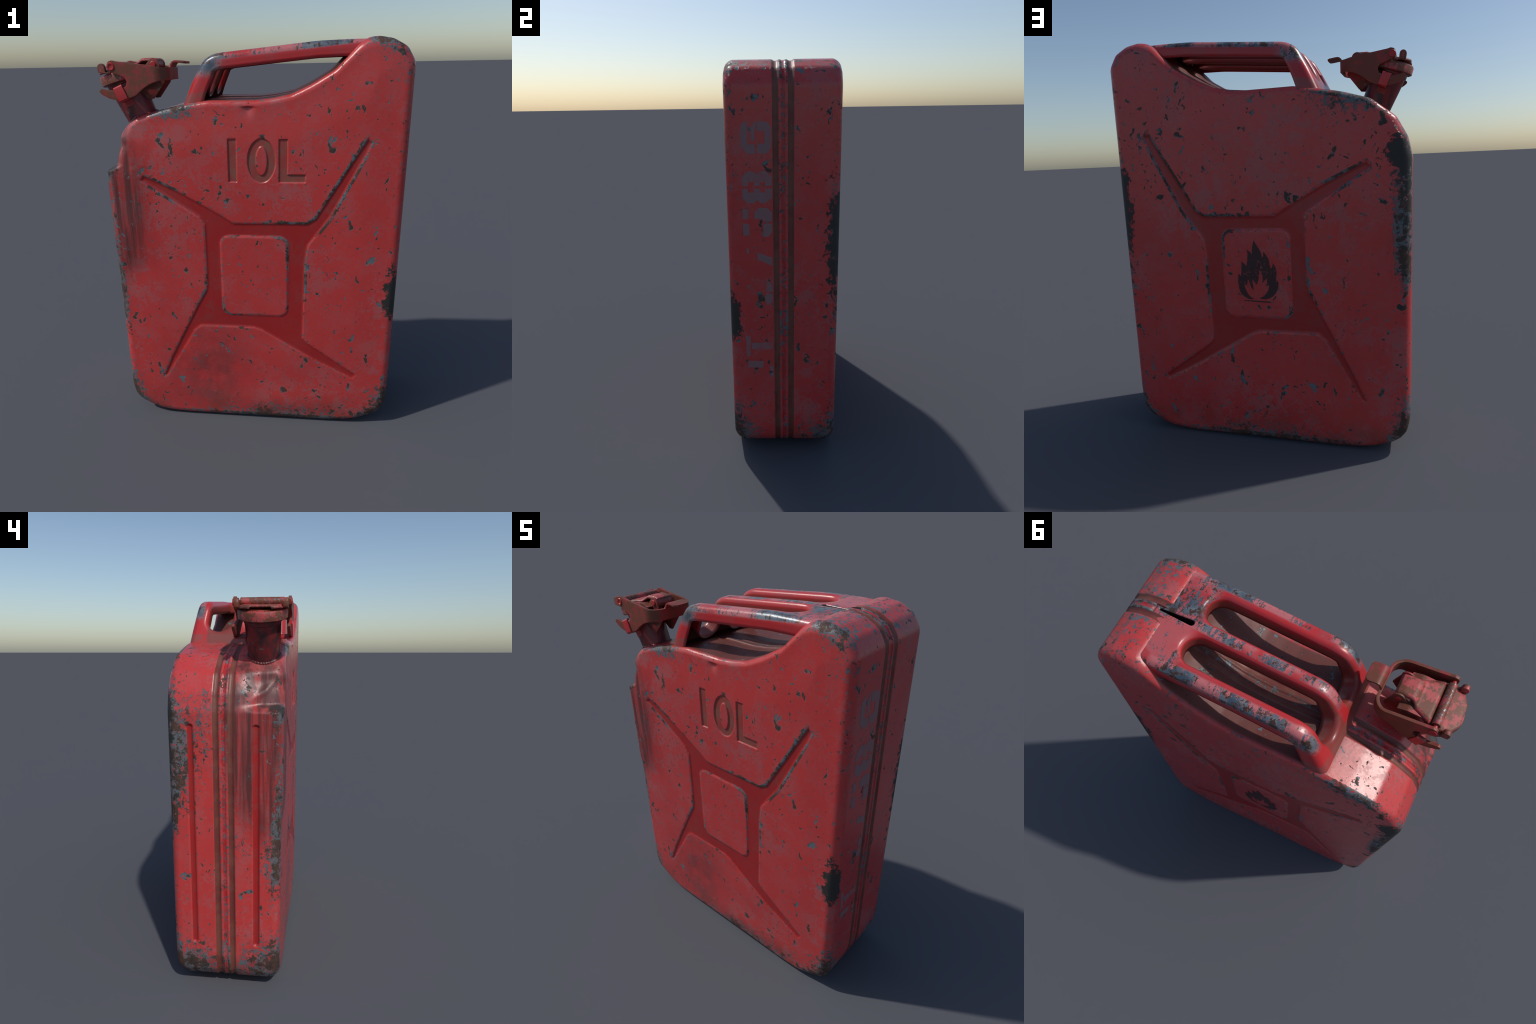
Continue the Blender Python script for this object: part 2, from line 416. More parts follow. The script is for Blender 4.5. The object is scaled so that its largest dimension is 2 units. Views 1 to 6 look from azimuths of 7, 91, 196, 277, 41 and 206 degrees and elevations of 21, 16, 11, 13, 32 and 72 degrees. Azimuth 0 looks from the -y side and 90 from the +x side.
for j, (kind, a, yy) in enumerate(prof):
    if kind == 'wall': ins, y_ = a + open_seam * (abs(yy - YC) < 0.019), np.full(K, yy)
    else:
        ins = FILK * (1 - math.sin(a)); dyk = FILK * (1 - math.cos(a))
        y_ = YF + dyk if kind == 'front' else YB - dyk
    V[j] = np.stack([O[:, 0], y_, O[:, 1]], 1) - N3 * np.broadcast_to(ins, (K,))[:, None]
    YM[j] = y_.mean()
# pressed ribs on the filler side
wall = V.copy()
for yc_ in (0.168, -0.137):
    q = np.hypot(wall[..., 1] - yc_, np.maximum(np.abs(wall[..., 2] - 0.812) - 0.537, 0))
    q = np.where(wall[..., 0] < -0.6, q, 1)
    V[..., 0] += 0.0085 * smoothstep(0.0165, 0.009, q)

def coons(ring):
    B, R = ring[:NU + 1], ring[NU:NU + NV + 1]
    T = ring[NU + NV:2 * NU + NV + 1][::-1]
    L = np.vstack([ring[2 * NU + NV:], ring[:1]])[::-1]
    U_, V_ = u[:, None, None], v[None, :, None]
    return ((1 - V_) * B[:, None] + V_ * T[:, None] + (1 - U_) * L[None] + U_ * R[None]
            - ((1 - U_) * (1 - V_) * B[0] + U_ * (1 - V_) * B[-1] + (1 - U_) * V_ * T[0] + U_ * V_ * T[-1]))

verts = [V.reshape(-1, 3)]; faces = []; slot = []; part = []
jj, kk = np.meshgrid(np.arange(MR - 1), np.arange(K), indexing='ij')
k2 = (kk + 1) % K
q = np.stack([jj * K + kk, jj * K + k2, (jj + 1) * K + k2, (jj + 1) * K + kk], -1).reshape(-1, 4)[:, ::-1]
faces.append(q)
ymid = (YM[1:] + YM[:-1]) / 2
dm = np.abs(ymid - YC)
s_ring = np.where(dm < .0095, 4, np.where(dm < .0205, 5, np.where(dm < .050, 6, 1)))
isf = np.array([(j < NF) or (j >= MR - 1 - NF) for j in range(MR - 1)])
s_ring = np.where(isf, 2, s_ring)
slot.append(np.repeat(s_ring, K)); 
cf = V.reshape(-1, 3)[q].mean(1)
rb = np.zeros(len(cf), bool)
for yc_ in (0.168, -0.137):
    rb |= (np.hypot(cf[:, 1] - yc_, np.maximum(np.abs(cf[:, 2] - 0.812) - 0.537, 0)) < 0.0145) & (cf[:, 0] < -0.6)
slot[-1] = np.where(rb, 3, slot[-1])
slot[-1] = np.where((np.tile(open_seam, MR - 1) > 0.016) & (np.abs(cf[:, 1] - YC) < 0.0185), 9, slot[-1])
part.append(np.repeat(np.where(dm < .052, 2, np.where(ymid < YC, 0, 1)), K))
base = MR * K
SD = {}
for side, (ring, ysgn) in enumerate(((V[0], -1), (V[-1], 1))):
    G = coons(ring)
    x, z = G[..., 0], G[..., 2]
    sd = poly_sdf(x, z, STAR); pl = box_sdf(x, z, *PLATE)
    dep = REC * smoothstep(0.003, -0.013, sd) * smoothstep(-0.012, 0.003, pl)
    lt = np.full(x.shape, 1.0)
    if side == 0:
        lt = glyphs_sdf(x, z); dep = dep + 0.0050 * smoothstep(0.0012, -0.0018, lt)
        # knock in the lip below the handle
        dep = dep + 0.010 * np.exp(-((x + 0.012) / 0.022) ** 2 - ((z - 1.715) / 0.035) ** 2)
    dep = dep - crown(side, x, z)
    G = G.copy(); G[..., 1] -= ysgn * dep
    ids = np.full((NU + 1, NV + 1), -1)
    r0 = 0 if side == 0 else (MR - 1) * K
    i = np.arange(NU + 1); j = np.arange(NV + 1)
    ids[1:-1, 1:-1] = base + np.arange((NU - 1) * (NV - 1)).reshape(NU - 1, NV - 1)
    ids[:, 0] = r0 + i; ids[NU, :] = r0 + NU + j
    ids[:, NV] = r0 + NU + NV + (NU - i); ids[0, 1:] = r0 + (2 * NU + NV + (NV - j[1:])) % K
    verts.append(G[1:-1, 1:-1].reshape(-1, 3)); base += (NU - 1) * (NV - 1)
    f = np.stack([ids[:-1, :-1], ids[1:, :-1], ids[1:, 1:], ids[:-1, 1:]], -1).reshape(-1, 4)
    faces.append(f if side == 0 else f[:, ::-1])
    cen = lambda a: (0.25 * (a[:-1, :-1] + a[1:, :-1] + a[1:, 1:] + a[:-1, 1:])).reshape(-1)
    csd, cpl, clt = cen(sd), cen(pl), cen(lt)
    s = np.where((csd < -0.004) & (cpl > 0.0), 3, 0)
    s = np.where((csd >= -0.004) & (csd < 0.010), 7, s)
    s = np.where((cpl <= 0.0) & (cpl > -0.016), 7, s)
    s = np.where(clt < -0.0005, 8, s)
    slot.append(s); part.append(np.full(len(f), side))
VB = np.vstack(verts); FB = np.vstack(faces); SB = np.concatenate(slot); PB = np.concatenate(part)

# deep dent in the filler-side shoulder
dx, dy, dz = VB[:, 0], VB[:, 1], VB[:, 2]
dent = (0.038 + 0.016 * smoothstep(-0.17, -0.235, dy)) * np.exp(-(np.maximum(dy + 0.170, 0) / 0.075) ** 2)
dent = dent * smoothstep(1.412, 1.455, dz) * smoothstep(1.64, 1.53, dz) * smoothstep(-0.45, -0.62, dx)
fold = 0.006 * np.exp(-((dz - 1.575 + 0.9 * (dy + 0.24)) / 0.020) ** 2) * smoothstep(-0.07, -0.13, dy) * smoothstep(1.44, 1.50, dz) * smoothstep(-0.45, -0.60, dx)
VB[:, 1] -= 0.009 * smoothstep(-0.46, -0.60, dx) * smoothstep(0.88, 1.02, dz) * smoothstep(1.66, 1.56, dz) * smoothstep(-0.19, -0.24, dy)
VB[:, 0] += dent - fold

# vertex normals of the whole body
e1, e2 = VB[FB[:, 2]] - VB[FB[:, 0]], VB[FB[:, 3]] - VB[FB[:, 1]]
fn = np.cross(e1, e2)
if (fn[SB == 0][:10, 1] > 0).any(): pass
vn = np.zeros_like(VB)
for c in range(4): np.add.at(vn, FB[:, c], fn)
vn /= np.maximum(np.linalg.norm(vn, axis=1, keepdims=True), 1e-12)
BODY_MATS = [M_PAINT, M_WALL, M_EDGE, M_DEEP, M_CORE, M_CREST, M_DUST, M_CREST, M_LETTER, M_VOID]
for pid, nm in ((0, 'body_shell'), (1, 'body_shell'), (2, 'weld_seam')):
    sel = PB == pid; f = FB[sel]; used, inv = np.unique(f, return_inverse=True); f = inv.reshape(-1, 4)
    me = bpy.data.meshes.new(nm)
    me.vertices.add(len(used)); me.vertices.foreach_set('co', VB[used].ravel())
    me.loops.add(f.size); me.loops.foreach_set('vertex_index', f.ravel().astype(np.int32))
    me.polygons.add(len(f)); me.polygons.foreach_set('loop_start', np.arange(0, f.size, 4, dtype=np.int32))
    for m in BODY_MATS: me.materials.append(m)
    me.polygons.foreach_set('material_index', SB[sel].astype(np.int32))
    me.update(calc_edges=True)
    me.polygons.foreach_set('use_smooth', np.ones(len(f), bool))
    me.normals_split_custom_set_from_vertices(vn[used].tolist())
    link(nm, me)

# ------------------------------------------------------------------ handle
class Path:
    """rounded polyline in x-z, asked by arc length"""
    def __init__(self, pts, cut):
        P = [np.array(p, float) for p in pts]; out = [P[0]]
        for a, b, c in zip(P, P[1:], P[2:]):
            la, lc = np.linalg.norm(a - b), np.linalg.norm(c - b)
            p, q = b + (a - b) * min(cut / la, .45), b + (c - b) * min(cut / lc, .45)
            out += [(1 - t) ** 2 * p + 2 * t * (1 - t) * b + t * t * q for t in np.linspace(0, 1, 7)]
        out.append(P[-1]); self.p = np.array(out)
        self.s = np.concatenate([[0], np.cumsum(np.linalg.norm(np.diff(self.p, axis=0), axis=1))]); self.L = self.s[-1]
    def at(self, s):
        return np.array([np.interp(s, self.s, self.p[:, 0]), np.interp(s, self.s, self.p[:, 1])])
    def normal(self, s):
        d = self.at(min(s + .006, self.L)) - self.at(max(s - .006, 0)); d /= np.linalg.norm(d)
        return np.array([d[1], -d[0]])

YH = 0.006                                             # the handle sits a touch off the seam plane
def build_handle():
    path = Path([(0.56, 1.990), (0.44, 1.990), (0.30, 1.986), (-0.165, 1.943), (-0.215, 1.916), (-0.272, 1.819), (-0.323, 1.712)], 0.030)
    L, HW, RF, RO = path.L, 0.234, 0.024, 0.030
    slots = [(s_, 0.0625) for s_ in (-0.098, 0.098)]
    s_a, s_b = 0.176 + 0.0625, L - 0.088 - 0.0625      # stadium centres along the bar
    slit = (0.02, 0.158, 0.011)                        # open seam where the handle meets the crown
    def stadium(s, t, c, r, a=None, b=None):
        a, b = (s_a, s_b) if a is None else (a, b)
        return math.hypot(s - min(max(s, a), b), t - c) - r
    def wedge(s, t):
        k = min(max((s - slit[0]) / (slit[1] - slit[0]), 0), 1)
        return stadium(s, t, 0, slit[2] * (0.25 + 0.75 * k), slit[0], slit[1])
    def inner(s, t):
        d = 1.0
        for c, r in slots: d = min(d, stadium(s, t, c, r))
        return d
    def edge(s, t):
        d = min(HW - abs(t), inner(s, t))
        return min(d, wedge(s, t))
    pts, edges = [], []
    def chain(ps, closed):
        b0 = len(pts); pts.extend(ps)
        n = len(ps)
        edges.extend((b0 + i, b0 + (i + 1) % n) for i in range(n if closed else n - 1))
    offs = [0, .0015, .005, .010, .016, RF]
    for o in (0, .003, .007, .012, .018, .024, RO):
        for sg in (-1, 1):
            chain([(s, sg * (HW - o)) for s in np.linspace(0, L, 110)], False)
    for o in offs:
        for c, r in slots:
            R = r + o; lp = []
            for k in range(25): t = math.pi / 2 + math.pi * k / 24; lp.append((s_a + R * math.cos(t), c + R * math.sin(t)))
            lp += [(s, c - R) for s in np.linspace(s_a, s_b, 80)[1:-1]]
            for k in range(25): t = -math.pi / 2 + math.pi * k / 24; lp.append((s_b + R * math.cos(t), c + R * math.sin(t)))
            lp += [(s, c + R) for s in np.linspace(s_b, s_a, 80)[1:-1]]
            chain(lp, True)
    for o in (0, .003, .007):
        R = slit[2] + o; lp = []
        Ra = slit[2] * 0.25 + o
        for k in range(13): t = math.pi / 2 + math.pi * k / 12; lp.append((slit[0] + Ra * math.cos(t), Ra * math.sin(t)))
        for k in range(13): t = -math.pi / 2 + math.pi * k / 12; lp.append((slit[1] + R * math.cos(t), R * math.sin(t)))
        chain(lp, True)
    for s in np.linspace(0.0, L, 60):
        for t in np.linspace(-HW + .03, HW - .03, 26):
            if edge(s, t) > RF + .006 and HW - abs(t) > RO + .006: pts.append((s, t))
    co, _, fs, *_ = delaunay_2d_cdt([Vector(p) for p in pts], edges, [], 0, 1e-6)
    bm = bmesh.new(); lay = []
    def drop(d, r):
        d = max(d, 0)
        return 0.0 if d >= r else -(r - math.sqrt(max(r * r - (r - d) ** 2, 0)))
    st = []
    for c in co:
        st.append((c.x, c.y, min(drop(HW - abs(c.y), RO), drop(min(inner(c.x, c.y), 1.0), RF), drop(max(wedge(c.x, c.y), 0), 0.007))))
    def place(s, t, h):
        p = path.at(s) + path.normal(s) * h
        if s < 0.30: p = p + np.array([0, 0.0])
        k_ = max(0.0, 1.90 - p[1])
        y = YH + 0.055 * k_ + t * (1 + 0.40 * k_)
        return (p[0], y, p[1])
    vs = [bm.verts.new(place(*q)) for q in st]
    par = {v: q for v, q in zip(vs, st)}
    for f in fs:
        cx = sum(co[i].x for i in f) / len(f); cy = sum(co[i].y for i in f) / len(f)
        if edge(cx, cy) > 0: 
            fc = bm.faces.new([vs[i] for i in f])
    loose = [v for v in bm.verts if not v.link_faces]
    bmesh.ops.delete(bm, geom=loose, context='VERTS')
    rim = [e for e in bm.edges if len(e.link_faces) == 1]
    rim = [e for e in rim if not all(abs(par[v][0]) < 1e-4 or abs(par[v][0] - L) < 1e-4 for v in e.verts)]
    wallv = {}
    depths = [0.040, 0.054, 0.068]
    def down(v):
        if v not in wallv:
            s, t, _ = par[v]; g = float(np.interp(s, [0, L - .25, L], [1, 1, 1.35]))
            q_ = 1.0 if HW - abs(t) < 1e-4 else 1.0
            wallv[v] = [bm.verts.new(place(s, t, -d * g * q_)) for d in depths]
        return wallv[v]
    for e in rim:
        a, b = e.verts; A, B = [a] + down(a), [b] + down(b)
        for i in range(len(depths)):
            bm.faces.new((A[i], B[i], B[i + 1], A[i + 1]))
    o = from_bm('handle', bm, [M_HANDLE, M_HWORN, M_DUST], angle=50)
    me = o.data
    for p in me.polygons:
        c = p.center; n = p.normal
        if c.z > 1.80 and c.x < 0.5: pass
    md = o.modifiers.new('sheet', 'SOLIDIFY'); md.thickness = 0.006; md.offset = -1
    return o

# handle wear: strips on the grip tops
def handle_paint():
    g = Graph('red_enamel_grip')
    x, y, z = g.xyz()
    geo = g.t.nodes.new('ShaderNodeNewGeometry')
    f = g.step(g.noise(7, 7, 0.7), 0.45, 0.60)
    col = g.mix(g.mul(f, 0.55), (0.45, 0.024, 0.027), (0.36, 0.045, 0.05))
    dy = g.sub(y, YH)
    ay = g.m('ABSOLUTE', dy)
    # tops of the three bars: where the hand rubs
    bar = g.mx(g.step(ay, 0.026, 0.017), g.mul(g.step(ay, 0.184, 0.196), g.step(ay, 0.246, 0.238)))
    slope = g.add(1.958, g.mul(x, 0.092))
    top = g.step(g.add(g.sub(z, slope), g.mul(g.step(ay, 0.15, 0.2), 0.016)), -0.016, -0.006)
    top = g.mx(top, g.mul(g.step(x, -0.10, -0.18), g.step(z, 1.83, 1.88)))
    rub = g.mul(bar, top)
    crown = g.mul(g.step(x, 0.34, 0.40), g.step(z, 1.970, 1.980))
    st = g.noise(1.0, 6, 0.7, vec=g.scaled((60, 14, 14)))
    gr = g.noise(115, 6, 0.75)
    k = g.add(g.mul(st, 0.55), g.mul(gr, 0.45))
    pink = g.mul(g.mx(rub, g.mul(crown, 0.6)), g.step(g.noise(6, 3), 0.35, 0.5))
    col = g.mix(g.mul(pink, 0.85), col, (0.47, 0.15, 0.155))  # bar tops lightened to pink for the sheen on glossy paint
    worn = g.mul(g.mx(rub, crown), g.step(g.add(k, g.mul(g.sub(g.noise(5, 3), 0.5), 0.8)), 0.50, 0.52))
    pr = g.mix(g.step(g.noise(20, 5, 0.7), 0.40, 0.6), (0.07, 0.105, 0.14), (0.20, 0.22, 0.24))
    ru = g.mix(gr, (0.05, 0.03, 0.025), (0.12, 0.06, 0.04))
    bare = g.mix(g.step(g.noise(40, 6, 0.75), 0.50, 0.54), pr, ru)
    col = g.mix(worn, col, bare)
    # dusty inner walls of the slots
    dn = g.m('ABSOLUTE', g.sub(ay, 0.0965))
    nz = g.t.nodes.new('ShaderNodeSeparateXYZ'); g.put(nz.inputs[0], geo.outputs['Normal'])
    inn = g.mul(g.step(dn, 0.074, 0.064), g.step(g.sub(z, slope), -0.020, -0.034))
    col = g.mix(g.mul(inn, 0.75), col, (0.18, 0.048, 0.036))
    foot = g.mul(g.step(x, -0.17, -0.19), g.step(g.sub(z, g.add(1.775, g.mul(g.add(x, 0.25), 0.15))), 0.004, -0.002))
    foot = g.mul(foot, g.step(g.noise(14, 5), 0.30, 0.50))
    col = g.mix(g.mul(foot, 0.6), col, (0.20, 0.075, 0.062))
    gap = g.mul(g.mul(g.step(x, 0.38, 0.39), g.step(g.m('ABSOLUTE', dy), 0.018, 0.0145)), g.step(z, 1.989, 1.984))  # slit walls coloured near-black to show the shadow inside
    col = g.mix(gap, col, (0.02, 0.008, 0.008))
    r = g.mix(worn, (0.30,) * 3, (0.32,) * 3)
    h = g.add(g.mul(gr, 0.4), g.mul(worn, -0.6))
    return g.finish(col, r, g.mul(worn, 0.35), h, 0.0012, 0.7)
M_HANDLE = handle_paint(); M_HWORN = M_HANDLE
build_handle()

# ------------------------------------------------------------------ filler neck
MY = -0.153                                            # mid-plane of spout and latch
AX = Vector((-0.400, 0, 0.917)).normalized()
NB = Vector((-0.5045, MY, 1.60))
neck = revolve([(0.073, -0.02), (0.073, 0.05), (0.076, 0.10), (0.081, 0.18), (0.083, 0.235), (0.088, 0.24), (0.088, 0.262), (0.080, 0.265)], NB, AX, 56)
M_NECK = None
def neck_paint():
    g = Graph('sooty_neck')
    st = g.noise(1.0, 6, 0.65, vec=g.scaled((26, 26, 3)))
    col = g.mix(g.step(st, 0.40, 0.62), (0.20, 0.020, 0.022), (0.045, 0.022, 0.024))
    col = g.mix(g.step(g.noise(30, 5, 0.7), 0.62, 0.66), col, (0.11, 0.10, 0.10))
    return g.finish(col, 0.38, 0.0, g.noise(60, 4), 0.001, 0.5)
M_NECK = neck_paint()
NECK = from_bm('filler_neck', neck, M_NECK)
# weld bead where the neck meets the shoulder
bm = bmesh.new()
def shoulder_z(x):
    P = sorted(TOP + LEFT[1:3]); return np.interp(x, [p[0] for p in P], [p[1] for p in P])
ring_pts = []
uu = Vector((0, 1, 0)); vv = AX.cross(uu)
for k in range(160):
    a = 2 * math.pi * k / 160
    rad = uu * math.cos(a) + vv * math.sin(a)
    for h in np.linspace(-0.02, 0.20, 221):
        p = NB + AX * h + rad * 0.0735
        if p.z >= shoulder_z(p.x): ring_pts.append((p, rad, a)); break
prev = None; first = None
for p, rad, a in ring_pts:
    r_ = 0.0065 + 0.0022 * abs(math.sin(a * 19 + 0.8 * math.sin(3 * a)))
    cur = [bm.verts.new(p + rad * r_ * math.cos(t) + AX * (r_ * 0.8 * math.sin(t))) for t in [2 * math.pi * i_ / 12 for i_ in range(12)]]
    if prev:
        for i_ in range(12): bm.faces.new((prev[i_], prev[(i_ + 1) % 12], cur[(i_ + 1) % 12], cur[i_]))
    else: first = cur
    prev = cur
for i_ in range(12): bm.faces.new((prev[i_], prev[(i_ + 1) % 12], first[(i_ + 1) % 12], first[i_]))
wb = from_bm('weld_bead', bm, M_NECK, NECK)

# ------------------------------------------------------------------ lid
LT = math.radians(15)
LX = Vector((math.cos(LT), 0, math.sin(LT))); LZ = Vector((-math.sin(LT), 0, math.cos(LT)))
LC = Vector((-0.600, MY, 1.829))
bm = revolve([(0.106, 0.0), (0.112, 0.004), (0.113, 0.036), (0.108, 0.044), (0.085, 0.050), (0.02, 0.052)], LC, LZ, 64)
LID = from_bm('lid', bm, M_LID)
# stamped arm on the lid: hinge end, raised hump, wide plate, trough for the pin, front lip
ARM = [(-0.432, 1.921), (-0.455, 1.926), (-0.500, 1.925), (-0.515, 1.914), (-0.522, 1.905), (-0.588, 1.898), (-0.600, 1.884), (-0.645, 1.880), (-0.682, 1.874), (-0.706, 1.869)]
ARMW = [0.045, 0.045, 0.047, 0.056, 0.068, 0.098, 0.100, 0.104, 0.092, 0.050]
bm = bmesh.new()
grid = []
pa = Path(ARM, 0.008)
sw = [min(range(len(pa.p)), key=lambda i: np.hypot(*(pa.p[i] - np.array(a)))) for a in ARM]
for s in np.linspace(0, pa.L, 60):
    p = pa.at(s); w = np.interp(s, [pa.s[i] for i in sw], ARMW)
    row = []
    for t in np.linspace(-1, 1, 21):
        fall = 0.010 * smoothstep(0.86, 1.0, abs(t))
        row.append(bm.verts.new((p[0], MY + t * w, p[1] - fall)))
    grid.append(row)
for a, b in zip(grid[:-1], grid[1:]):
    for i in range(20): bm.faces.new((a[i], a[i + 1], b[i + 1], b[i]))
o = from_bm('lid_arm', bm, M_LID, LID, angle=60)
md = o.modifiers.new('sheet', 'SOLIDIFY'); md.thickness = 0.008; md.offset = 0
# pressed rim plates each side of the arm
for sg in (-1, 1):
    bm = prism_xz(round_poly([(-0.455, 1.885), (-0.50, 1.898), (-0.592, 1.892), (-0.60, 1.872), (-0.50, 1.868)], .006), MY + sg * 0.050, MY + sg * 0.088)
    from_bm('lid_flange', bevelled(bm, 0.003), M_LID, LID)
# lugs at the front
for sg in (-1, 1):
    pl = [(-0.684, 1.868), (-0.688, 1.890)] + [(-0.671 + 0.0165 * math.cos(a), 1.892 + 0.0165 * math.sin(a)) for a in np.linspace(math.pi, 0, 9)] + [(-0.652, 1.872), (-0.630, 1.870), (-0.630, 1.864)]
    bm = prism_xz(pl, MY + sg * 0.096, MY + sg * 0.118)
    from_bm('lid_lug', bevelled(bm, 0.003), M_LID, LID)
# tube that carries the latch pin
bm = revolve([(0.015, -0.098), (0.0185, -0.096), (0.0185, 0.096), (0.015, 0.098)], (-0.620, MY, 1.897), (0, 1, 0), 28)
from_bm('pin_tube', bm, M_LID, LID)

# hinge behind the lid
HC = Vector((-0.447, MY, 1.902))
bm = revolve([(0.019, -0.046), (0.0225, -0.044), (0.0225, 0.044), (0.019, 0.046)], HC, (0, 1, 0), 32)
HINGE = from_bm('hinge_barrel', bm, M_RUSTY)
bm = revolve([(0.011, -0.060), (0.0135, -0.058), (0.0135, 0.058), (0.011, 0.060)], HC, (0, 1, 0), 24)
from_bm('hinge_pin', bm, M_REDPIN, HINGE)
GUS = [(HC.x + 0.0265 * math.cos(a), HC.z + 0.0265 * math.sin(a)) for a in np.linspace(math.pi * .85, -0.25, 14)]
GUS += [(-0.404, 1.845), (-0.398, 1.825), (-0.455, 1.752), (-0.475, 1.750), (-0.540, 1.80), (-0.52, 1.86)]
for sg in (-1, 1):
    bm = prism_xz(GUS, MY + sg * 0.047, MY + sg * 0.055)
    from_bm('hinge_bracket', bevelled(bm, 0.002), M_RUSTY, HINGE)

# ------------------------------------------------------------------ latch: one strap bent round the lid, with hooked jaws
EAR = [(-0.637, 1.906), (-0.629, 1.917), (-0.614, 1.921), (-0.599, 1.917), (-0.536, 1.909), (-0.45, 1.899), (-0.40, 1.889), (-0.340, 1.888)]
EAR_LOW = [(-0.335, 1.836), (-0.40, 1.832), (-0.425, 1.827), (-0.449, 1.818), (-0.477, 1.802), (-0.516, 1.771), (-0.553, 1.757), (-0.604, 1.750), (-0.643, 1.759), (-0.669, 1.773),
           (-0.682, 1.783), (-0.686, 1.791), (-0.674, 1.801), (-0.648, 1.796), (-0.621, 1.794), (-0.573, 1.803), (-0.557, 1.814), (-0.553, 1.832),
           (-0.561, 1.847), (-0.571, 1.853), (-0.595, 1.862), (-0.619, 1.870), (-0.635, 1.882)]
BW, BR, BX = 0.122, 0.060, -0.4315      # half width to strap middle, bend radius, where the bend starts
ARC = math.pi / 2 * BR
END = BX + ARC + (BW - BR)
def strap(sx, z, off):
    """unrolled strap coordinate to space; sx > END wraps on to the other ear"""
    sg = -1
    if sx > END: sx, sg = 2 * END - sx, 1
    taper = 0.010 * float(smoothstep(-0.50, -0.40, sx))
    if sx <= BX: x, yy, nx, ny = sx, BW, 0, 1
    elif sx <= BX + ARC:
        a = (sx - BX) / BR; x, yy, nx, ny = BX + BR * math.sin(a), BW - BR + BR * math.cos(a), math.sin(a), math.cos(a)
    else: x, yy, nx, ny = BX + BR, BW - BR - (sx - BX - ARC), 1, 0
    return (x + nx * off, MY + sg * (yy + ny * off), z)
half = EAR + [(END, 1.888)] + [(END, 1.837)] + EAR_LOW
upper = EAR; lower = EAR_LOW
poly = [p for p in upper] + [(2 * END - p[0], p[1]) for p in upper[::-1]] + [(2 * END - p[0], p[1]) for p in lower[::-1]] + [p for p in lower]
pp = round_poly(poly[::-1], 0.004)
dense = []
for a, b in zip(pp, pp[1:] + pp[:1]):
    n = max(1, int(np.linalg.norm(b - a) / 0.008)); dense += [a + (b - a) * k / n for k in range(n)]
loopn = len(dense); pts = [Vector(p) for p in dense]; ed = [(i, (i + 1) % loopn) for i in range(loopn)]
gx, gz = np.meshgrid(np.arange(-0.69, 2 * END + 0.69, 0.008), np.arange(1.745, 1.93, 0.008))
ins = poly_sdf(gx, gz, np.array(dense)) < -0.004
pts += [Vector(p) for p in zip(gx[ins], gz[ins])]
co, _, fs, *_ = delaunay_2d_cdt(pts, ed, [], 1, 1e-6)
cc = np.array([(c.x, c.y) for c in co])
bm = bmesh.new()
keepf = [f for f in fs if poly_sdf(np.array([cc[list(f), 0].mean()]), np.array([cc[list(f), 1].mean()]), np.array(dense))[0] < 0]
outv = [bm.verts.new(strap(p[0], p[1], 0.0065)) for p in cc]; inv_ = [bm.verts.new(strap(p[0], p[1], -0.0065)) for p in cc]
for f in keepf:
    bm.faces.new([outv[i] for i in f]); bm.faces.new([inv_[i] for i in f][::-1])
ec = {}
for f in keepf:
    for i in range(len(f)):
        k = tuple(sorted((f[i], f[(i + 1) % len(f)]))); ec[k] = ec.get(k, 0) + 1
for (a, b), c in ec.items():
    if c == 1: bm.faces.new((outv[a], outv[b], inv_[b], inv_[a]))
bmesh.ops.delete(bm, geom=[v_ for v_ in bm.verts if not v_.link_faces], context='VERTS')
bmesh.ops.recalc_face_normals(bm, faces=bm.faces)
LATCH = from_bm('latch', bevelled(bm, 0.0022, 2, 60), M_RUSTY, angle=40)
# thumb tab
tp = Path([(-0.372, 1.868), (-0.371, 1.892), (-0.355, 1.914), (-0.296, 1.907)], 0.014)
bm = bmesh.new(); rows = []
for s in np.linspace(0, tp.L, 30):
    p, n = tp.at(s), tp.normal(s); w = 0.046 * (1 - 0.25 * float(smoothstep(tp.L - 0.016, tp.L, s)) ** 2) + 0.014 * float(smoothstep(0.03, 0.0, s))
    rows.append([[bm.verts.new((p[0] + n[0] * o_, MY - 0.004 + t * w, p[1] + n[1] * o_)) for t in np.linspace(-1, 1, 9)] for o_ in (0.005, -0.005)])
for a, b in zip(rows[:-1], rows[1:]):
    for i in range(8):
        bm.faces.new((a[0][i], a[0][i + 1], b[0][i + 1], b[0][i])); bm.faces.new((a[1][i], b[1][i], b[1][i + 1], a[1][i + 1]))
    for i in (0, 8): bm.faces.new((a[0][i], b[0][i], b[1][i], a[1][i]))
for r_ in (rows[0], rows[-1]):
    for i in range(8): bm.faces.new((r_[0][i], r_[0][i + 1], r_[1][i + 1], r_[1][i]))
bmesh.ops.recalc_face_normals(bm, faces=bm.faces)
from_bm('thumb_tab', bevelled(bm, 0.0025, 2, 50), M_RUSTY, LATCH)
# rivet heads of the latch pin
bm = revolve([(0.010, -0.126), (0.010, 0.126)], (-0.6205, MY, 1.895), (0, 1, 0), 24)
from_bm('latch_pin', bm, M_REDPIN, LATCH)
for sg in (-1, 1):
    bm = revolve([(0.0175, 0.1265), (0.0175, 0.130), (0.0155, 0.1325), (0.0115, 0.1325), (0.0095, 0.130), (0.004, 0.1295)], (-0.6205, MY, 1.895), (0, sg, 0), 28)
    from_bm('rivet', bm, M_REDPIN, LATCH)

